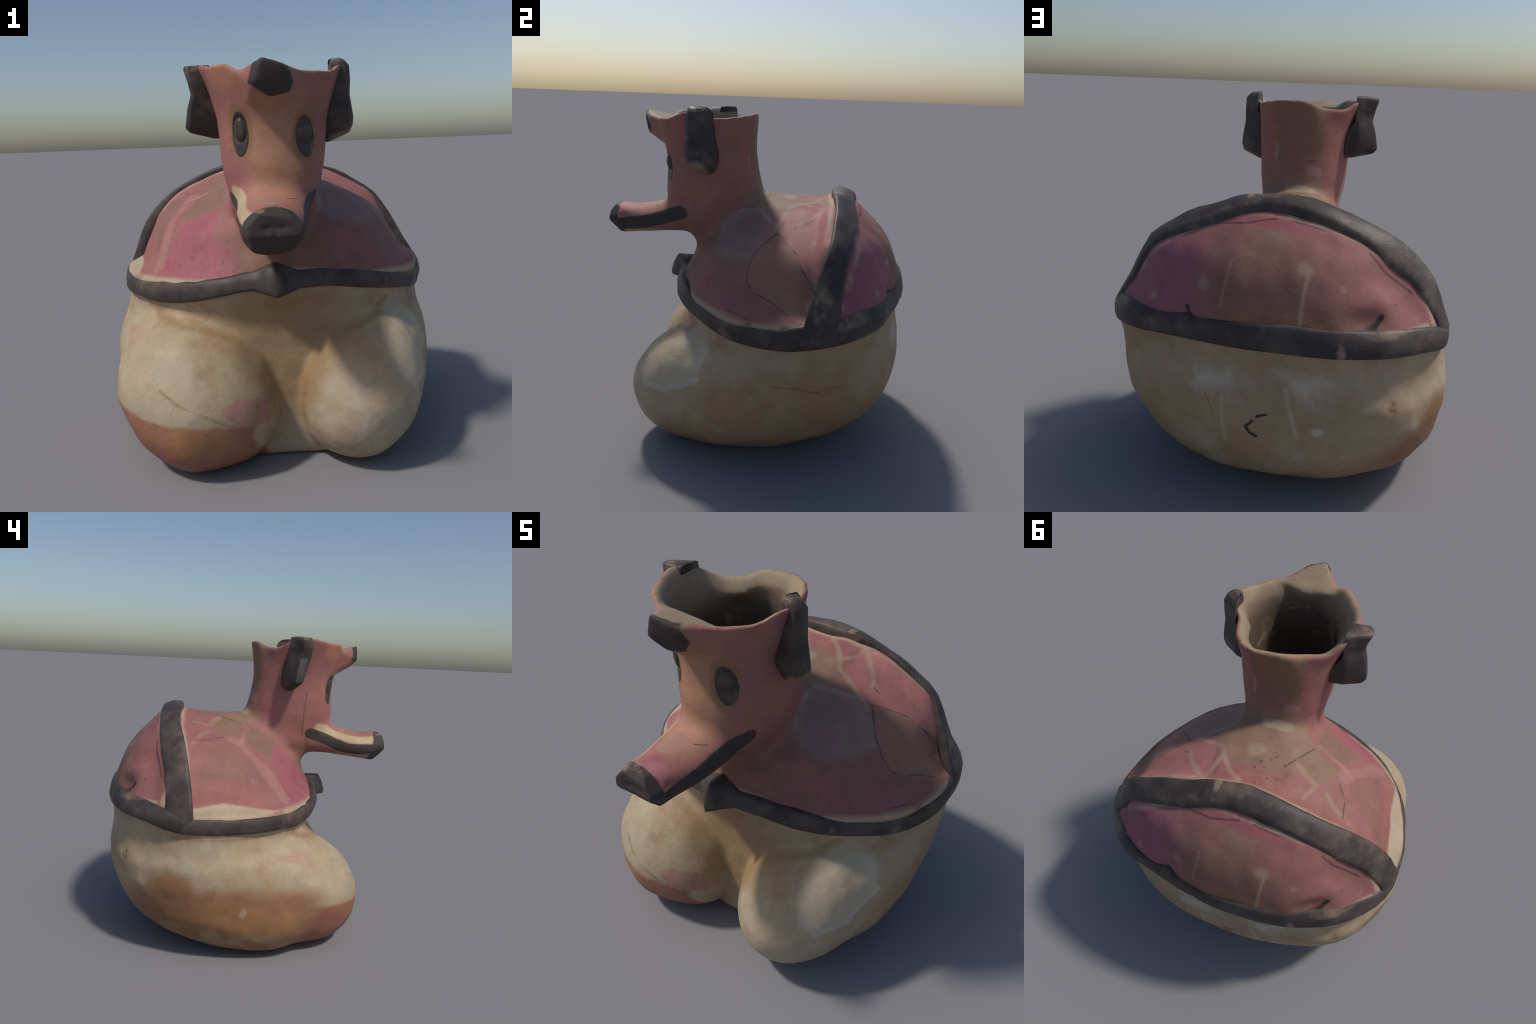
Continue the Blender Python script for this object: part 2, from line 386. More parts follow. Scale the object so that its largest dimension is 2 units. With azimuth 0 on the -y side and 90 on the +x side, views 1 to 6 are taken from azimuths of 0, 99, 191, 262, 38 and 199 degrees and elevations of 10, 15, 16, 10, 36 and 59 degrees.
# ------------------------------------------------------------------ ears: slabs standing off the sides of the head
def ear_mesh(name, side, rows):
    """rows: z, outer x, front y, back y; the inner side is buried in the head wall"""
    z, xo, yf, yb = columns(rows)
    P = []
    for i in range(len(z)):
        xi = (0.258 if side > 0 else -0.232) if z[i] < 1.85 else (0.300 if side > 0 else -0.280)      # inside the wall of the head
        c = 0.014
        x0, x1 = xi, xo[i]
        w = yb[i] - yf[i]; d = abs(x1) - 0.27
        P.append([(x0, yf[i] + 0.01, z[i]), (x1 - side*0.16*d, yf[i], z[i]), (x1, yf[i] + 0.16*w, z[i]), (x1, yf[i] + 0.52*w, z[i]), (x1 - side*0.72*d, yb[i], z[i]), (x0, yb[i] + 0.01, z[i])])
    me = grid_mesh(name, np.array(P))
    bm = bmesh.new(); bm.from_mesh(me); bmesh.ops.recalc_face_normals(bm, faces=bm.faces)
    bm.to_mesh(me); bm.free()
    return me
RIGHT_EAR = [(2.000, 0.346, -0.350, -0.300), (1.990, 0.366, -0.355, -0.250), (1.965, 0.388, -0.358, -0.225), (1.90, 0.392, -0.362, -0.222), (1.83, 0.390, -0.357, -0.215), (1.73, 0.406, -0.368, -0.196),
             (1.69, 0.405, -0.350, -0.196), (1.655, 0.393, -0.322, -0.205), (1.612, 0.295, -0.290, -0.235)]
LEFT_EAR = [(1.998, -0.330, -0.285, -0.225), (1.992, -0.400, -0.325, -0.215), (1.975, -0.404, -0.328, -0.210), (1.92, -0.386, -0.338, -0.205), (1.86, -0.374, -0.332, -0.190), (1.79, -0.398, -0.305, -0.178),
            (1.705, -0.414, -0.280, -0.172), (1.68, -0.393, -0.255, -0.175), (1.65, -0.275, -0.240, -0.200)]

# ------------------------------------------------------------------ eyes: dark ovals with a pellet of clay in each
def eye_mesh(center, outward, half_w, half_h, tilt):
    c = Vector(center); n = Vector(outward).normalized()
    side = Vector((0, 0, 1)).cross(n).normalized(); up = n.cross(side)
    ct, st = math.cos(tilt), math.sin(tilt)
    rings = []
    R, A = 22, 56
    for i in range(R):
        r = 1 - i / R
        ring = []
        for j in range(A):
            t = 2 * math.pi * j / A
            u, v = r * math.cos(t) * half_w, r * math.sin(t) * half_h * (1.0 if math.sin(t) > 0 else 1.0)
            u, v = ct*u - st*v, st*u + ct*v
            q = c + side * u + up * v
            h = CLAY.ray_cast(q + n * 0.3, -n)
            p = h[0] if h[0] else q
            k = math.hypot(u / (0.70 * half_w), (v - 0.18 * half_h) / (0.46 * half_h))
            lift = 0.0035 * min(1, (1 - r) * 9) + 0.019 * max(0, 1 - k * k) ** 0.6 - 0.003 * math.exp(-((k - 1.12) / 0.15) ** 2)
            ring.append((p + n * (lift - (0.004 if i == 0 else 0)))[:])
        rings.append(ring)
    return tidy(grid_mesh('eye', np.array(rings), cap_lo=False))

# ------------------------------------------------------------------ paint
class Paint:
    """layers colours over a base with masks measured in object space"""
    def __init__(self, name, base, rough=0.62, warp=0.02):
        self.m = bpy.data.materials.new(name); self.m.use_nodes = True
        t = self.t = self.m.node_tree; t.nodes.clear()
        self.out = t.nodes.new('ShaderNodeOutputMaterial'); self.bsdf = t.nodes.new('ShaderNodeBsdfPrincipled')
        t.links.new(self.bsdf.outputs[0], self.out.inputs[0])
        self.bsdf.inputs['Roughness'].default_value = rough
        self.bsdf.inputs['Specular IOR Level'].default_value = 0.28
        self.P = t.nodes.new('ShaderNodeTexCoord').outputs['Object']
        self.W = self.shake(7.0, 3, warp * 2)                        # warped position: uneven edges
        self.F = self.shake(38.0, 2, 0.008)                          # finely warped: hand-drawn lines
        self.c = None; self.base = base
        rgb = t.nodes.new('ShaderNodeRGB'); rgb.outputs[0].default_value = (*base, 1); self.c = rgb.outputs[0]
    def noise_node(self, scale, detail=3, rough=0.5, src=None):
        n = self.t.nodes.new('ShaderNodeTexNoise'); n.inputs['Scale'].default_value = scale
        n.inputs['Detail'].default_value = detail; n.inputs['Roughness'].default_value = rough
        self.t.links.new(src or self.P, n.inputs['Vector']); return n
    def shake(self, scale, detail, amount):
        n = self.t.nodes.new('ShaderNodeCombineXYZ')
        for i in range(3):
            f = self.noise_node(scale, detail, 0.5, self.vec('ADD', self.P, (3.1 * i, 1.7 * i, -2.3 * i))).outputs['Fac']
            self.t.links.new(f, n.inputs[i])
        d = self.vec('SUBTRACT', n.outputs[0], (0.5, 0.5, 0.5))
        return self.vec('ADD', self.P, self.vec('SCALE', d, scale=amount))
    def put(self, sock, v):
        if hasattr(v, 'links') or isinstance(v, bpy.types.NodeSocket): self.t.links.new(v, sock)
        else: sock.default_value = v
    def vec(self, op, a, b=None, scale=None):
        n = self.t.nodes.new('ShaderNodeVectorMath'); n.operation = op
        self.put(n.inputs[0], a)
        if b is not None: self.put(n.inputs[1], b)
        if scale is not None: self.put(n.inputs['Scale'], scale)
        return n.outputs['Value'] if op in ('DOT_PRODUCT', 'LENGTH', 'DISTANCE') else n.outputs['Vector']
    def math(self, op, a, b=None, clamp=False):
        n = self.t.nodes.new('ShaderNodeMath'); n.operation = op; n.use_clamp = clamp
        self.put(n.inputs[0], a)
        if b is not None: self.put(n.inputs[1], b)
        return n.outputs[0]
    def ramp(self, v, lo, hi, smooth=True):
        """0 at lo, 1 at hi (lo may be above hi)"""
        n = self.t.nodes.new('ShaderNodeMapRange'); n.interpolation_type = 'SMOOTHSTEP' if smooth else 'LINEAR'
        self.put(n.inputs['Value'], v)
        a, b = (0.0, 1.0)
        if lo > hi: lo, hi, a, b = hi, lo, 1.0, 0.0
        n.inputs['From Min'].default_value = lo; n.inputs['From Max'].default_value = hi
        n.inputs['To Min'].default_value = a; n.inputs['To Max'].default_value = b
        return n.outputs['Result']
    def blob(self, c, r, soft=0.5, src=None):
        d = self.vec('SUBTRACT', src or self.W, tuple(c)); d = self.vec('MULTIPLY', d, tuple(1 / q for q in r))
        return self.ramp(self.vec('LENGTH', d), 1 + soft * 0.5, 1 - soft * 0.5)
    def plane(self, n, at, soft=0.02, src=None):
        """1 on the side the normal points to"""
        n = Vector(n).normalized()
        d = self.math('SUBTRACT', self.vec('DOT_PRODUCT', src or self.W, n[:]), float(n.dot(Vector(at))))
        return self.ramp(d, -soft / 2, soft / 2)
    def line(self, pts, w, soft=0.6, src=None, snap=True):
        best = None
        chain = []
        for p, q in zip(pts[:-1], pts[1:]):
            p, q = Vector(p), Vector(q); k = max(1, round((q - p).length / 0.13))
            chain += [p.lerp(q, i / k) for i in range(k)]
        chain.append(Vector(pts[-1]))
        if snap: chain = [CLAY.find_nearest(p)[0] for p in chain]      # drawn on the surface
        for A, B in zip(chain[:-1], chain[1:]):
            L = B - A
            d = self.vec('SUBTRACT', src or self.F, A[:])
            t = self.math('ADD', self.vec('DOT_PRODUCT', d, (L / L.length_squared)[:]), 0.0, clamp=True)
            e = self.vec('DISTANCE', d, self.vec('SCALE', L[:], scale=t))
            best = e if best is None else self.math('MINIMUM', best, e)
        return self.ramp(best, w * (1 + soft), w * (1 - soft))
    def panel(self, pts, soft=0.015, src=None, depth=0.16, centre=(0, 0.2, 0.9)):
        """convex patch of the surface with these corners"""
        V = [Vector(p) for p in pts]; c = sum(V, Vector()) / len(V)
        n = Vector()
        for i in range(len(V)): n += (V[i] - c).cross(V[(i + 1) % len(V)] - c)
        n.normalize()
        sgn = 1
        if n.dot(c - Vector(centre)) < 0: n = -n; sgn = -1
        src = src or self.F
        best = self.math('ADD', self.vec('DOT_PRODUCT', src, n[:]), depth - float(n.dot(c)))
        for i in range(len(V)):
            e = (V[(i + 1) % len(V)] - V[i]); m = (n.cross(e) * sgn).normalized()
            d = self.math('SUBTRACT', self.vec('DOT_PRODUCT', src, m[:]), float(m.dot(V[i])))
            best = self.math('MINIMUM', best, d)
        return self.ramp(best, -soft / 2, soft / 2)
    def grain(self, scale, lo, hi, detail=4, src=None):
        return self.ramp(self.noise_node(scale, detail, 0.6, src).outputs['Fac'], lo, hi)
    def mul(self, a, b): return self.math('MULTIPLY', a, b)
    def lay(self, mask, colour, k=1.0):
        n = self.t.nodes.new('ShaderNodeMix'); n.data_type = 'RGBA'
        f = self.math('MULTIPLY', mask, k) if k != 1.0 else mask
        self.t.links.new(f, n.inputs['Factor'])
        self.t.links.new(self.c, n.inputs['A'])
        if isinstance(colour, tuple): n.inputs['B'].default_value = (*colour, 1)
        else: self.t.links.new(colour, n.inputs['B'])
        self.c = n.outputs['Result']
    def finish(self, mottle=0.10, bump=0.25, pits=True):
        # cloudy uneven paint, fine dirt, tiny pits
        v = self.noise_node(11.0, 6, 0.62).outputs['Fac']
        n = self.t.nodes.new('ShaderNodeMapRange'); self.put(n.inputs['Value'], v)
        n.inputs['From Min'].default_value = 0.3; n.inputs['From Max'].default_value = 0.7
        n.inputs['To Min'].default_value = 1 - mottle; n.inputs['To Max'].default_value = 1 + mottle
        f = self.noise_node(90.0, 3, 0.6).outputs['Fac']
        g = self.t.nodes.new('ShaderNodeMapRange'); self.put(g.inputs['Value'], f)
        g.inputs['From Min'].default_value = 0.25; g.inputs['From Max'].default_value = 0.75
        g.inputs['To Min'].default_value = 0.94; g.inputs['To Max'].default_value = 1.06
        k = self.mul(n.outputs['Result'], g.outputs['Result'])
        h = f
        if pits:
            vo = self.t.nodes.new('ShaderNodeTexVoronoi'); vo.inputs['Scale'].default_value = 13.0
            self.t.links.new(self.P, vo.inputs['Vector'])
            pit = self.ramp(vo.outputs['Distance'], 0.035, 0.075)
            pick = self.grain(5.0, 0.50, 0.56, 2)
            pit = self.math('MAXIMUM', pit, self.math('SUBTRACT', 1.0, pick))
            k = self.mul(k, self.math('ADD', self.math('MULTIPLY', pit, 0.30), 0.70))
            h = self.math('ADD', h, self.math('MULTIPLY', pit, 0.8))
        self.c = self.vec('SCALE', self.c, scale=k)
        self.t.links.new(self.c, self.bsdf.inputs['Base Color'])
        b = self.t.nodes.new('ShaderNodeBump'); b.inputs['Strength'].default_value = bump; b.inputs['Distance'].default_value = 0.004
        h = self.math('ADD', h, self.math('MULTIPLY', self.noise_node(24.0, 4, 0.6).outputs['Fac'], 1.5))
        self.put(b.inputs['Height'], h); self.t.links.new(b.outputs[0], self.bsdf.inputs['Normal'])
        return self.m

PINK, ROSE, PALE_PINK, MAGENTA = (.285, .122, .103), (.205, .102, .080), (.345, .158, .138), (.325, .096, .118)
BROWN, TAN, CREAM, BLACK, ORANGE, CRACK = (.205, .120, .075), (.33, .225, .135), (.42, .33, .22), (.050, .038, .035), (.30, .140, .058), (.045, .032, .028)

def shoulder_tones(p):
    """tones that run from the shell up the throat, shared so that no seam shows"""
    p.lay(p.grain(3.2, .45, .65, 3), (.300, .120, .112), .6)
    p.lay(p.plane((1, -.35, 0), (.18, -.2, 1), .25), ROSE, .8)
    p.lay(p.blob((.02, -.40, 1.10), (.24, .19, .19), .8), (.225, .115, .080), .85)

def paint_head():
    p = Paint('rose_head_paint', (.325, .136, .110))
    p.lay(p.grain(4.0, .45, .65, 3), (.30, .120, .118), .7)
    p.lay(p.blob((.02, -.62, 1.60), (.15, .16, .30), .9), (.385, .205, .122), .85)
    p.lay(p.blob((.0, -.60, 1.36), (.12, .10, .07), .9), (.40, .19, .125), .5)
    p.lay(p.blob((-.20, -.52, 1.93), (.10, .10, .07), .9), (.48, .22, .11), .5)
    for s, c in ((-1, (-.146, -.535, 1.665)), (1, (.162, -.54, 1.645))):
        p.lay(p.blob(c, (.070, .065, .134), .45), (.245, .135, .062), .85)
    # back of the neck: bare brown patch with a straight foot, patches below it
    p.lay(p.panel([(.150, .0, 2.0), (.130, -.02, 1.625), (-.115, -.03, 1.633), (-.14, -.05, 2.0)], .02, centre=(0, -.3, 1.75)), (.225, .130, .080), .9)
    p.lay(p.panel([(.10, .0, 1.622), (.10, .02, 1.53), (-.03, .02, 1.54), (-.03, .0, 1.62)], .02, centre=(0, -.3, 1.55)), (.24, .125, .095), .8)
    p.lay(p.panel([(-.035, .0, 1.622), (-.125, -.03, 1.60), (-.12, -.02, 1.555), (-.045, .01, 1.56)], .012, centre=(0, -.3, 1.55)), (.40, .200, .190), .8)
    p.lay(p.line([(.15, .0, 1.72), (.145, -.01, 1.64)], .010), (.34, .24, .16), .8)
    # foot of the neck, fading into the shell
    up = p.plane((0, -.30, 1), (0, -.285, 1.36), .12); face = p.c
    rgb = p.t.nodes.new('ShaderNodeRGB'); rgb.outputs[0].default_value = (*PINK, 1); p.c = rgb.outputs[0]
    shoulder_tones(p); p.lay(up, face)
    p.lay(p.blob((.02, .13, 1.46), (.30, .20, .14), .5), (.26, .160, .105), .9)
    p.lay(p.blob((-.03, .045, 1.485), (.10, .035, .022), .5), CREAM, .6)
    # snout
    p.lay(p.mul(p.plane((0, -.25, -1), (0, -.6, 1.218), .03), p.plane((0, -1, 0), (0, -.46, 1.2), .08)), (.34, .225, .130), .95)
    p.lay(p.blob((-.02, -.70, 1.375), (.062, .075, .06), .12), (.335, .185, .135), .9)
    p.lay(p.blob((.055, -.865, 1.36), (.05, .05, .05), .7), (.42, .165, .19), .8)
    p.lay(p.line([(-.178, -.45, 1.396), (-.158, -.52, 1.388), (-.150, -.60, 1.358), (-.150, -.66, 1.334), (-.140, -.76, 1.318), (-.112, -.87, 1.318)], .031, .3), (.45, .345, .215), .92)
    stripe = p.line([(.12, -.89, 1.225), (.142, -.71, 1.266), (.158, -.60, 1.303), (.178, -.51, 1.335), (.196, -.44, 1.357)], .044, .12)
    stripe = p.math('MAXIMUM', stripe, p.line([(-.14, -.86, 1.250), (-.15, -.685, 1.252), (-.161, -.605, 1.279), (-.170, -.50, 1.324), (-.182, -.388, 1.361)], .037, .12))
    tip = p.plane((-.12, -1, -.28), (0, -.895, 1.35), .014)
    p.lay(p.math('MAXIMUM', stripe, tip), (.052, .040, .037))
    p.lay(p.mul(p.blob((-.03, -.93, 1.362), (.06, .05, .02), .6), p.grain(16, .45, .6)), (.30, .22, .15), .6)
    # crest face
    crest = p.panel([(-.085, -.73, 1.862), (-.05, -.735, 1.985), (.075, -.71, 1.945), (.103, -.67, 1.87), (.085, -.68, 1.826), (0, -.70, 1.806)], .008, depth=.055, centre=(0, -.3, 1.85))
    p.lay(crest, BLACK)
    p.lay(p.mul(p.blob((.055, -.70, 1.93), (.05, .05, .02), .7), p.grain(14, .5, .6)), TAN, .7)
    # cracks
    p.lay(p.line([(-.243, -.347, 1.64), (-.237, -.337, 1.571), (-.218, -.330, 1.459), (-.187, -.330, 1.344)], .0035), (.12, .06, .045), .8)
    p.lay(p.line([(.075, -.66, 1.405), (.13, -.63, 1.407)], .003), CRACK, .8)
    # bare clay lip and mouth
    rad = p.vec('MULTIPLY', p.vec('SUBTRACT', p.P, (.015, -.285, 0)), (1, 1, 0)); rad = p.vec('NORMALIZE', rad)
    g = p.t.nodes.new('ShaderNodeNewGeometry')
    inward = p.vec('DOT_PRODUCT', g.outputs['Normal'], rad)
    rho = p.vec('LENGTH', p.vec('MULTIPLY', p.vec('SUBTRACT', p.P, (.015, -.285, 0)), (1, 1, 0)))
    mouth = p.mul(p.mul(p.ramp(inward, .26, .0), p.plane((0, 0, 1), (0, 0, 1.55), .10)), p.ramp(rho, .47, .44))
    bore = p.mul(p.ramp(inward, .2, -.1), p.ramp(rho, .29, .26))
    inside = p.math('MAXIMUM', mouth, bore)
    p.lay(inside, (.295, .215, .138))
    deep_dark = p.mul(p.mul(inside, p.plane((.15, 0, -1), (0, 0, 1.83), .14)), p.grain(6, .26, .44))
    p.lay(deep_dark, (.080, .062, .050), .85)  # mouth wall goes near-black, in patches, deep inside
    return p.finish(.10, .22, False)

def paint_shell_front(left):
    """one half of the shell; whatever crosses the middle is laid on both"""
    p = Paint('rose_shell_paint', PINK)
    shoulder_tones(p)
    m = p.blob((-.40, -.32, 1.00), (.26, .17, .14), .5); p.lay(p.mul(m, p.grain(9, .36, .52)), MAGENTA, .95)
    p.lay(p.mul(m, p.grain(42, .55, .68, 3)), (.215, .105, .070), .6)
    if not left: p.lay(p.mul(p.blob((.40, -.32, 1.00), (.30, .20, .12), .7), p.grain(8, .42, .58)), (.275, .085, .100), .75)
    if not left: p.lay(p.blob((.70, -.02, .97), (.14, .13, .07), .8), (.27, .092, .108), .45)
    p.lay(p.blob((.34, -.26, 1.10), (.18, .14, .13), .9), (.25, .110, .090), .6)
    # bare tan round the foot of the neck
    p.lay(p.blob((.02, .13, 1.46), (.30, .20, .14), .5), (.26, .160, .105), .9)
    p.lay(p.blob((.038, .224, 1.46), (.05, .04, .05), .8), (.36, .27, .18), .6)
    p.lay(p.blob((-.03, .045, 1.485), (.10, .035, .022), .5), CREAM, .6)
    if left: p.lay(p.panel([(-.269, -.145, 1.29), (-.460, -.058, 1.205), (-.565, -.165, 1.04), (-.612, -.2, .950), (-.381, -.37, .95), (-.31, -.36, 1.05)], .02), MAGENTA, .85)
    if left: p.lay(p.panel([(-.27, .297, 1.41), (-.172, .194, 1.44), (-.202, .076, 1.41), (-.349, .122, 1.343), (-.412, .152, 1.317), (-.33, .278, 1.381)], .015), (.235, .145, .088), .9)
    if left: p.lay(p.panel([(-.262, .080, 1.381), (-.232, -.018, 1.357), (-.255, -.128, 1.291), (-.31, -.12, 1.27), (-.47, -.07, 1.19), (-.413, .074, 1.291)], .015), (.225, .128, .090), .9)
    if left: p.lay(p.line([(-.43, .166, 1.306), (-.537, .037, 1.189), (-.564, -.065, 1.106), (-.616, -.163, 1.004)], .042, .25), PALE_PINK, .9)
    # left side: dome-shaped panel over a cream stripe
    if left: p.lay(p.panel([(-.745, .400, 1.067), (-.655, .380, 1.179), (-.534, .308, 1.272), (-.446, .213, 1.307), (-.473, .124, 1.268), (-.542, .049, 1.19), (-.585, -.016, 1.109),
                   (-.70, -.02, .99), (-.80, .168, .97), (-.82, .39, .98)], .012), (.255, .120, .095), .9)
    if left: p.lay(p.blob((-.74, .20, 1.02), (.16, .26, .10), .9), (.325, .112, .102), .75)
    if left: p.lay(p.panel([(-.80, .460, 1.035), (-.809, .285, 1.020), (-.786, .168, 1.020), (-.688, -.020, 1.030), (-.70, -.09, .93), (-.84, .15, .88), (-.87, .44, .88)], .02, depth=.09), (.405, .325, .228), .95)
    if left: p.lay(p.blob((-.627, .059, 1.096), (.022, .022, .03), .3), PALE_PINK, .9)
    # right side: glazed halo, brown panel, pink panel
    halo = [(.23, -.176, 1.32), (.212, -.062, 1.395), (.215, .053, 1.413), (.372, .174, 1.349), (.54, .165, 1.225), (.566, .08, 1.165), (.512, -.061, 1.15), (.343, -.194, 1.19)]
    if not left: p.lay(p.panel(halo, .06), (.240, .160, .135), .8)
    if not left: p.lay(p.blob((.36, -.10, 1.25), (.12, .10, .10), .8), (.27, .150, .150), .6)
    if not left: p.lay(p.line([halo[1], halo[2], halo[3]], .012, .8), (.30, .23, .18), .7)
    if not left: p.lay(p.panel([(.375, .197, 1.351), (.250, .255, 1.426), (.233, .45, 1.44), (.33, .52, 1.45), (.62, .53, 1.30), (.79, .50, 1.10), (.65, .379, 1.157), (.468, .223, 1.3)], .012), (.375, .150, .135), .85)
    if not left: p.lay(p.panel([(.447, .211, 1.311), (.545, .098, 1.199), (.615, .070, 1.09), (.688, .108, 1.044), (.835, .330, .965), (.86, .42, .95), (.80, .45, 1.085), (.65, .379, 1.157), (.581, .32, 1.242)], .012), (.265, .140, .100), .8)
    if not left: p.lay(p.panel([(.755, .385, 1.045), (.82, .455, 1.06), (.855, .42, .95)], .012), (.42, .20, .115), .8)
    # pale seams
    seams = [[(.449, .175, 1.302), (.341, .21, 1.378), (.231, .244, 1.429), (.194, .295, 1.444), (.224, .385, 1.436), (.244, .472, 1.458)],
             [(.192, .312, 1.446), (.124, .398, 1.458), (.02, .47, 1.49)], [(.403, .300, 1.353), (.353, .374, 1.387), (.267, .465, 1.453)],
             [(-.189, .236, 1.438), (-.24, .276, 1.423), (-.307, .302, 1.394)], 
             [(-.374, .315, 1.361), (-.425, .37, 1.335), (-.514, .42, 1.292)], [(-.261, .052, 1.373), (-.365, .093, 1.327), (-.434, .117, 1.29)], [(-.275, .401, 1.413), (-.313, .298, 1.391), (-.199, .233, 1.434)]]
    m = None
    for q in seams:
        if (q[0][0] < 0) != left: continue
        l = p.line(q, .013, .8); m = l if m is None else p.math('MAXIMUM', m, l)
    p.lay(p.mul(m, p.grain(9, .28, .50)), (.38, .255, .180), .5 if left else .75)
    m = None
    for q in ([(.447, .211, 1.311), (.505, .144, 1.253), (.545, .098, 1.199), (.595, .083, 1.129), (.637, .085, 1.075), (.688, .108, 1.044), (.766, .226, 1.021), (.825, .322, .987)],
              [(.449, .208, 1.31), (.581, .32, 1.242), (.65, .379, 1.157), (.791, .447, 1.085)], [(.437, .296, 1.333), (.403, .30, 1.353)],
              [(.746, -.025, .964), (.786, .047, .952), (.818, .105, .94)], [(-.236, .089, 1.397), (-.146, .254, 1.45)],
              [(-.487, .406, 1.31), (-.472, .305, 1.308), (-.421, .223, 1.326)]):
        if (q[0][0] < 0) != left: continue
        l = p.line(q, .0042, .7); m = l if m is None else p.math('MAXIMUM', m, l)
    p.lay(p.mul(m, p.grain(11, .30, .46)), (.070, .050, .042), .8)
    p.lay(p.mul(p.blob((-.08, .34, 1.46), (.13, .13, .08), .5), p.grain(46, .64, .70, 1)), (.10, .06, .05), .8)
    # rough speckled paint low on the front
    p.lay(p.mul(p.blob((.05, -.36, 1.02), (.75, .40, .16), .6), p.grain(50, .54, .70, 3)), (.15, .085, .062), .6)
    p.lay(p.mul(p.blob((.30, -.28, 1.05), (.45, .30, .20), .7), p.grain(13, .48, .62)), (.175, .100, .072), .55)
    # worn edge beside the bands
    half = lambda q: [v for v in q if (v[0] < .25 if left else v[0] > -.25)]
    e = p.line(half([(.865, .425, .94), (.755, .468, 1.10), (.672, .506, 1.23), (.585, .518, 1.325), (.46, .505, 1.395), (.22, .49, 1.468), (0, .462, 1.49), (-.21, .48, 1.472), (-.40, .49, 1.418), (-.575, .468, 1.34), (-.736, .442, 1.18), (-.812, .436, 1.035), (-.862, .415, .915)]), .017, .9)
    p.lay(p.mul(e, p.grain(7, .28, .5)), (.42, .300, .210), .9)
    e = p.line(half([(-.90, .42, .925), (-.85, .08, .925), (-.745, -.10, .928), (-.59, -.28, .95), (-.41, -.40, .965), (-.27, -.45, .985), (-.11, -.50, 1.01), (.12, -.49, 1.018), (.33, -.44, 1.004), (.54, -.33, .968), (.71, -.16, .925), (.82, .01, .905), (.88, .18, .905), (.905, .36, .94)]), .022, .8)
    p.lay(p.mul(e, p.grain(6, .26, .46)), (.41, .300, .200), .9)
    return p.finish(.11, .3)

def paint_shell_rear():
    p = Paint('rose_rump_paint', (.300, .126, .110))
    p.lay(p.grain(3.0, .45, .65, 3), (.285, .110, .112), .6)
    p.lay(p.blob((.58, .70, 1.08), (.36, .30, .32), .8), (.285, .095, .125), .9)
    p.lay(p.blob((.0, .86, 1.12), (.30, .25, .26), .8), (.225, .112, .082), .85)
    p.lay(p.blob((-.2, .92, 1.02), (.40, .12, .10), .8), (.245, .118, .075), .8)
    p.lay(p.mul(p.blob((.16, .72, 1.35), (.30, .12, .08), .6), p.grain(5, .40, .62)), (.28, .180, .125), .6)
    p.lay(p.blob((-.05, .62, 1.43), (.40, .07, .06), .7), (.40, .120, .135), .6)
    m = None
    for c, r in (((.287, .85, 1.159), .032), ((.553, .797, 1.059), .026), ((-.366, .819, 1.189), .022), ((-.192, .806, 1.264), .034)):
        l = p.blob(c, (r, r, r * .9), 1.1); m = l if m is None else p.math('MAXIMUM', m, l)
    m = p.math('MAXIMUM', m, p.line([(-.206, .809, 1.257), (-.195, .856, 1.178), (-.186, .915, 1.032)], .009, .7))
    m = p.math('MAXIMUM', m, p.math('MULTIPLY', p.line([(.161, .802, 1.275), (.170, .85, 1.195), (.191, .899, 1.076)], .008, .7), .6))
    p.lay(m, (.38, .275, .190), .6)
    m = None
    for q, w in (([(.305, .639, 1.402), (.132, .661, 1.418), (-.014, .637, 1.444)], .006), ([(-.094, .636, 1.44), (-.204, .644, 1.418), (-.341, .623, 1.397)], .006),
                 ([(-.475, .655, 1.332), (-.562, .67, 1.259), (-.671, .614, 1.138)], .007)):
        l = p.line(q, w, .7); m = l if m is None else p.math('MAXIMUM', m, l)
    p.lay(m, (.13, .050, .065), .9)
    m = p.line([(.366, .87, 1.036), (.356, .915, .99), (.295, .925, 1.004), (.217, .935, 1.012)], .010, .5)
    m = p.math('MAXIMUM', m, p.line([(-.547, .79, 1.066), (-.515, .83, 1.035), (-.47, .88, 1.008)], .013, .6))
    m = p.math('MAXIMUM', m, p.panel([(.372, .87, 1.050), (.352, .92, .98), (.28, .93, .998)], .008, depth=.08))
    m = p.math('MAXIMUM', m, p.panel([(-.53, .82, 1.050), (-.43, .90, .995), (-.55, .83, 1.0)], .03, depth=.08))
    p.lay(m, (.022, .018, .016), .92)
    p.lay(p.line([(-.61, .70, 1.11), (-.547, .79, 1.066)], .003, .6), CRACK, .8)
    p.lay(p.blob((-.45, .86, 1.05), (.10, .08, .06), .9), (.19, .095, .065), .6)
    e = p.line([(-.80, .60, 1.01), (-.775, .58, 1.06), (-.735, .58, 1.16)], .022, .6)
    e = p.math('MAXIMUM', e, p.line([(-.78, .66, 1.012), (-.64, .82, 1.010), (-.45, .92, 1.022)], .014, .7))
    p.lay(e, (.45, .33, .22), .8)
    e = p.line([(.82, .60, 1.0), (.745, .61, 1.07), (.675, .645, 1.16), (.565, .655, 1.26), (.41, .635, 1.365), (.14, .61, 1.455), (-.09, .62, 1.45), (-.34, .62, 1.39), (-.47, .61, 1.345), (-.60, .60, 1.26), (-.72, .575, 1.14)], .014, .9)
    p.lay(p.mul(e, p.grain(7, .34, .54)), (.41, .29, .20), .8)
    return p.finish(.11, .3)

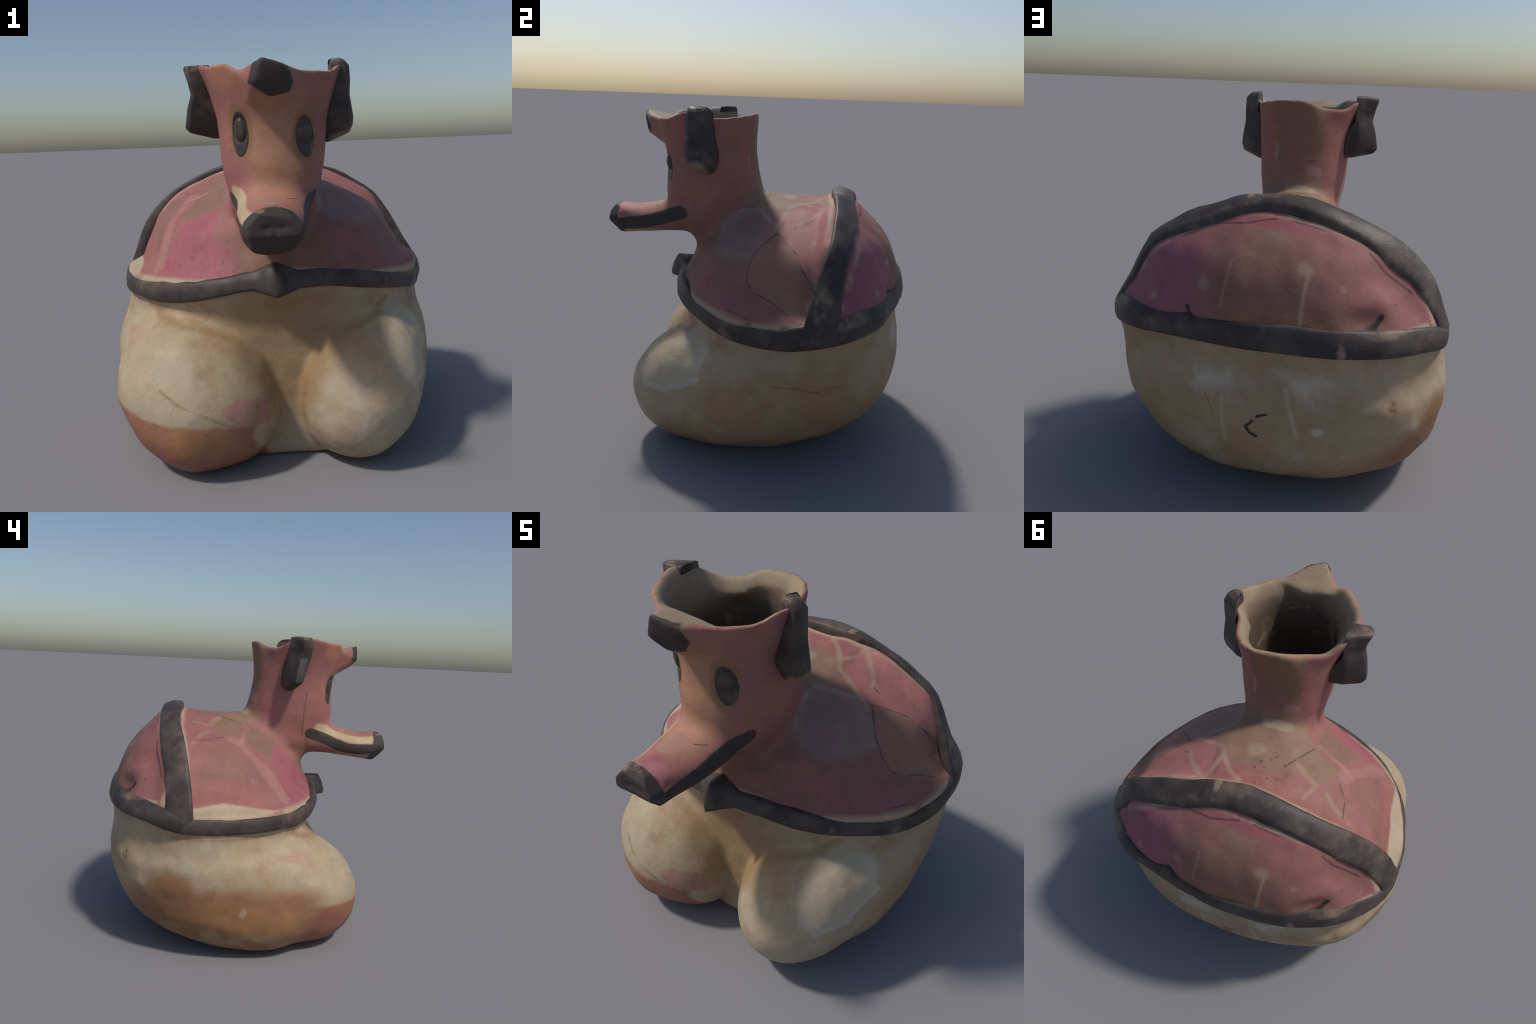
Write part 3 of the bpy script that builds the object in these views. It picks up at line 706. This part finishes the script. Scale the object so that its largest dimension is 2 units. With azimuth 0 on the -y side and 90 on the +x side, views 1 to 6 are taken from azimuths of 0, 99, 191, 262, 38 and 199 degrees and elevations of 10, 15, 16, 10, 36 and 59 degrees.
def paint_clay():
    p = Paint('cream_slip_paint', (.385, .288, .176), .60, .03)
    p.lay(p.grain(2.6, .42, .62, 3), (.415, .340, .235), .6)
    p.lay(p.grain(3.7, .48, .66, 4, p.W), (.320, .200, .108), .85)
    p.lay(p.grain(1.9, .52, .64, 3, p.W), (.40, .335, .245), .6)
    p.lay(p.blob((.03, -.42, .60), (.36, .16, .36), .8), (.285, .178, .088), .85)
    # back and right flank: warmer, streaked
    p.lay(p.mul(p.plane((.3, 1, -.5), (.2, .6, .6), .5), p.grain(3.5, .32, .58)), (.345, .220, .118), .7)
    p.lay(p.mul(p.plane((1, .3, -.9), (.75, .1, .46), .20), p.grain(4, .30, .55)), (.335, .200, .105), .8)
    # orange firing stain low on the left
    stain = p.mul(p.plane((-.25, 0, -1), (-.80, 0, .465), .14), p.plane((-1, .1, -.6), (-.62, .1, .25), .22))
    stain = p.math('MAXIMUM', stain, p.blob((-.80, .52, .47), (.15, .16, .13), .8))
    stain = p.mul(stain, p.plane((0, 1, .0), (0, -.36, .4), .30))
    p.lay(stain, (.272, .128, .056), .92)
    p.lay(p.mul(stain, p.grain(5, .42, .62)), (.235, .115, .062), .7)
    p.lay(p.mul(p.blob((-.66, .2, .10), (.35, .6, .16), .6), p.grain(6, .42, .56)), (.33, .225, .135), .7)
    p.lay(p.blob((-.87, .11, .36), (.03, .025, .03), .6), CREAM, .6)
    # red foot of the left forelimb, with a pink patch above
    foot = p.mul(p.plane((-.10, 0, -1), (-.45, -.6, .325), .03), p.plane((-1, .25, 0), (-.085, -.45, .2), .02))
    foot = p.mul(foot, p.plane((0, -1, -.25), (0, -.28, .2), .22))
    p.lay(foot, (.290, .122, .074), .95)
    p.lay(p.mul(foot, p.blob((-.40, -.66, .25), (.22, .2, .09), .8)), (.35, .172, .080), .8)
    p.lay(p.mul(foot, p.grain(6, .52, .62)), (.36, .12, .115), .5)
    p.lay(p.panel([(-.295, -.674, .400), (-.21, -.625, .425), (-.085, -.506, .385), (-.075, -.50, .27), (-.132, -.588, .28), (-.214, -.656, .300)], .012, depth=.12, centre=(-.4, -.2, .4)), (.40, .205, .155), .9)
    p.lay(p.panel([(-.14, -.54, .40), (-.075, -.506, .385), (-.07, -.50, .27), (-.15, -.59, .28)], .01, depth=.10, centre=(-.4, -.2, .4)), (.335, .175, .130), .8)
    p.lay(p.line([(-.04, -.42, .34), (-.05, -.43, .16)], .028, .25), (.36, .275, .175), .7)
    p.lay(p.panel([(-.775, -.065, .646), (-.719, -.217, .69), (-.614, -.341, .716), (-.758, -.349, .6), (-.782, -.197, .626)], .012, depth=.10), (.40, .275, .190), .85)
    p.lay(p.panel([(-.775, -.065, .646), (-.719, -.217, .69), (-.70, -.26, .66), (-.775, -.23, .615)], .03, depth=.10), (.41, .235, .170), .6)
    # brown lines along the creases of the limbs and under the rim
    m = p.line([(-.70, -.20, .80), (-.47, -.42, .775), (-.24, -.45, .70), (-.08, -.44, .57), (-.015, -.42, .43)], .022, .95)
    m = p.math('MAXIMUM', m, p.line([(.62, -.28, .79), (.40, -.40, .71), (.26, -.43, .61), (.16, -.43, .42), (.13, -.44, .25)], .022, .95))
    p.lay(m, (.285, .180, .085), .75)
    p.lay(p.line([(-.567, -.637, .488), (-.481, -.687, .435), (-.322, -.697, .365), (-.214, -.656, .300)], .008, .9), (.29, .175, .095), .75)
    p.lay(p.line([(-.821, .538, .797), (-.834, .227, .792), (-.70, -.13, .80)], .010, .9), (.25, .165, .095), .6)
    # right forelimb: pale oval in a grey halo
    oval = [(.607, -.257, .725), (.547, -.486, .625), (.60, -.58, .48), (.70, -.50, .42), (.76, -.37, .435), (.785, -.164, .520), (.721, -.100, .700)]
    p.lay(p.panel(oval, .03, depth=.16, centre=(.4, 0, .4)), (.435, .375, .275), .8)
    p.lay(p.blob((.675, -.36, .58), (.14, .17, .13), .7), (.49, .385, .250), .9)
    p.lay(p.line([(.772, -.15, .54), (.76, -.37, .445), (.66, -.52, .43)], .016, .8), (.47, .42, .33), .7)
    p.lay(p.mul(p.blob((.33, -.60, .25), (.22, .2, .14), .8), p.grain(7, .45, .6)), (.45, .37, .265), .7)
    # back: chalky patches, veins, a dark scratch, a dented spot
    for q in ([(.40, .87, .75), (.33, .90, .76), (.13, .93, .77), (.12, .92, .70), (.30, .91, .67)], [(-.10, .93, .79), (-.30, .90, .80), (-.385, .88, .76), (-.37, .88, .63), (-.24, .91, .66)]):
        p.lay(p.mul(p.panel(q, .09, src=p.W), p.grain(5, .34, .60)), (.50, .445, .36), .8)
    p.lay(p.blob((-.29, .903, .519), (.03, .03, .025), .6), (.54, .48, .39), .7)
    p.lay(p.math('MAXIMUM', p.line([(.159, .93, .65), (.143, .91, .421)], .010, .8), p.line([(-.138, .925, .72), (-.20, .914, .49)], .010, .8)), (.47, .38, .27), .6)
    p.lay(p.math('MAXIMUM', p.line([(-.057, .938, .592), (-.012, .936, .574)], .007, .35), p.line([(.008, .932, .548), (.041, .928, .514), (.026, .924, .483), (-.009, .921, .463)], .008, .4)), (.030, .024, .020), .95)
    p.lay(p.line([(.863, .258, .581), (.855, .379, .585), (.822, .489, .559), (.806, .547, .586), (.769, .615, .592)], .0055, .8), (.20, .125, .080), .7)
    p.lay(p.mul(p.blob((-.591, .796, .638), (.06, .05, .05), .6), p.grain(30, .50, .62)), (.16, .105, .07), .8)
    p.lay(p.line([(.24, .905, .64), (.20, .915, .57)], .003, .6), (.10, .06, .04), .6)
    return p.finish(.09, .35)

def paint_black(name, tags=(), wear=(), rough=0.5):
    p = Paint(name, BLACK, rough)
    p.lay(p.grain(6, .42, .62), (.088, .067, .058), .8)
    p.lay(p.mul(p.grain(7, .50, .70), p.grain(3, .42, .6)), (.150, .112, .084), .7)
    for c, r in wear:
        p.lay(p.mul(p.blob(c, r, .9), p.grain(9, .40, .66)), (.27, .200, .130), .75)
    for q, w in tags:
        p.lay(p.line(q, w, .35, snap=False), (.28, .200, .135), .85)
    return p.finish(.15, .3, False)

# ------------------------------------------------------------------ split the clay into its parts; the shared skin keeps one set of normals
def split_body(me):
    nv, nf = len(me.vertices), len(me.polygons)
    V = np.empty(nv*3); me.vertices.foreach_get('co', V); V = V.reshape(-1, 3)
    N = np.empty(nv*3); me.vertex_normals.foreach_get('vector', N); N = N.reshape(-1, 3)
    C = np.empty(nf*3); me.polygons.foreach_get('center', C); C = C.reshape(-1, 3)
    x, y, z = C.T
    ang = np.degrees(np.arctan2(y - 0.2, x)) % 360
    edge = 0.5 * (interp_ring(ang, BAND_LO) + interp_ring(ang, BAND_UP))
    rho = np.hypot(x - .015, y + .285)
    kind = np.where(z < edge, 'torso', np.where(y > 0.53, 'rump', np.where(x < 0, 'shell_l', 'shell_r'))).astype('<U10')
    limb = (z < .84) & (y < -.30 + .35 * np.clip((np.abs(x) - .5) / .3, 0, 1)) & (np.abs(x - 0.03) > .10) & (y < -.44 + 2.2 * np.maximum(0, np.abs(x - .03) - .18))
    kind[(z < edge - .04) & limb & (x < 0)] = 'forelimb_l'; kind[(z < edge - .04) & limb & (x > 0)] = 'forelimb_r'
    neck = ((z > 1.20 + .52 * (y + .45)) & (rho < .345) & (z > 1.15)) | (z > 1.56)
    neck |= (rho < .215) & (z > .8) & (z < 1.6) & (np.hypot(x - .015, y + .2) < .19)
    kind[neck] = 'head'
    kind[(y < -.47) & (z > 1.1) & (z < 1.47)] = 'snout'
    kind[(y < -.60) & (z > 1.79)] = 'crest'
    FN = np.empty(nf*3); me.polygons.foreach_get('normal', FN); FN = FN.reshape(-1, 3)
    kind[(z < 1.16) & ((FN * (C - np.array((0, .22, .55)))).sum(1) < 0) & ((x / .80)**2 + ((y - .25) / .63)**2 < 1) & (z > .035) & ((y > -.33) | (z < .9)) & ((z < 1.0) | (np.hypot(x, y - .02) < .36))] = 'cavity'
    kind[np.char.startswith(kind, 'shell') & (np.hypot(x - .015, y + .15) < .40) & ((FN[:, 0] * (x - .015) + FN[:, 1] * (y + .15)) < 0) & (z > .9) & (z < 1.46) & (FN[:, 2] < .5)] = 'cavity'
    F = np.empty(len(me.loops), int); me.loops.foreach_get('vertex_index', F)
    start = np.empty(nf, int); me.polygons.foreach_get('loop_start', start); tot = np.empty(nf, int); me.polygons.foreach_get('loop_total', tot)
    out = {}
    for k in np.unique(kind):
        ids = np.where(kind == k)[0]
        faces = [F[start[i]:start[i] + tot[i]] for i in ids]
        used = np.unique(np.concatenate(faces)); remap = np.full(nv, -1); remap[used] = np.arange(len(used))
        m = bpy.data.meshes.new(k); m.from_pydata(V[used].tolist(), [], [remap[f].tolist() for f in faces]); m.update()
        m.polygons.foreach_set('use_smooth', [True] * len(m.polygons))
        m.normals_split_custom_set_from_vertices(N[used].tolist())
        out[str(k)] = m
    return out

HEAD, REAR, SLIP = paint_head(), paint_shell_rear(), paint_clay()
FRONT = [paint_shell_front(True), paint_shell_front(False)]
DARK_HOLLOW = Paint('near_black_hollow', (.085, .064, .050), .8); DARK_HOLLOW.lay(DARK_HOLLOW.grain(4, .4, .6), (.14, .10, .072), .6); DARK_HOLLOW = DARK_HOLLOW.finish(.15, .3, False)  # near-black brown, mottled, on the walls of the hollow
def place(name, me, mat, parent=root):
    me.materials.clear(); me.materials.append(mat); return add(name, me, parent)
parts = split_body(clay)
torso = place('torso', parts['torso'], SLIP)
for k in ('forelimb_l', 'forelimb_r'): place('forelimb', parts[k], SLIP)
shell = place('shell', parts['rump'], REAR)
place('shoulder', parts['shell_l'], FRONT[0], shell); place('shoulder', parts['shell_r'], FRONT[1], shell)
head = place('head', parts['head'], HEAD); place('cavity', parts['cavity'], DARK_HOLLOW, torso); place('snout', parts['snout'], HEAD, head); place('crest', parts['crest'], HEAD, head)
bpy.data.meshes.remove(clay)

RIM = paint_black('black_rim_paint', [([(.595, -.31, .84), (.59, -.30, .96)], .020), ([(-.385, .925, .88), (-.38, .935, 1.01)], .020), ([(.63, .86, .86), (.625, .84, 1.0)], .014)],
                  [((.80, .62, .97), (.12, .12, .04)), ((-.66, .82, 1.0), (.16, .10, .03))])
ARC = paint_black('black_arch_paint', [([(.139, .44, 1.54), (.145, .58, 1.54), (.15, .70, 1.46)], .022)],
                  [((-.62, .63, 1.26), (.14, .07, .13)), ((.80, .50, 1.02), (.10, .05, .16)), ((.25, .47, 1.46), (.20, .04, .05)), ((-.74, .60, 1.10), (.05, .05, .14))])
EAR = paint_black('black_ear_paint', [([(.40, -.29, 1.645), (.34, -.28, 1.62)], .050)], [((.30, -.34, 1.985), (.06, .05, .02)), ((-.38, -.30, 1.985), (.05, .05, .02))])
EYE = paint_black('black_eye_paint', rough=.42)
place('rim_band', tidy(rim_band()), RIM, shell); place('arch_band', tidy(arch_band()), ARC, shell)
for side, rows in ((-1, LEFT_EAR), (1, RIGHT_EAR)):
    me = ear_mesh('ear', side, rows); me.polygons.foreach_set('use_smooth', [True] * len(me.polygons))
    ob = place('ear', me, EAR, head)
    bm = bmesh.new(); bm.from_mesh(me)
    bmesh.ops.bevel(bm, geom=[e for e in bm.edges if e.calc_face_angle(0) > 0.35], offset=.006, segments=2, affect='EDGES', profile=.6)
    bm.to_mesh(me); bm.free(); me.polygons.foreach_set('use_smooth', [True] * len(me.polygons))
    me.set_sharp_from_angle(angle=math.radians(50))
place('eye', eye_mesh((-.146, -.535, 1.662), (-.42, -1, .0), .046, .106, .0), EYE, head)
place('eye', eye_mesh((.162, -.540, 1.641), (.42, -1, .0), .053, .097, .10), EYE, head)
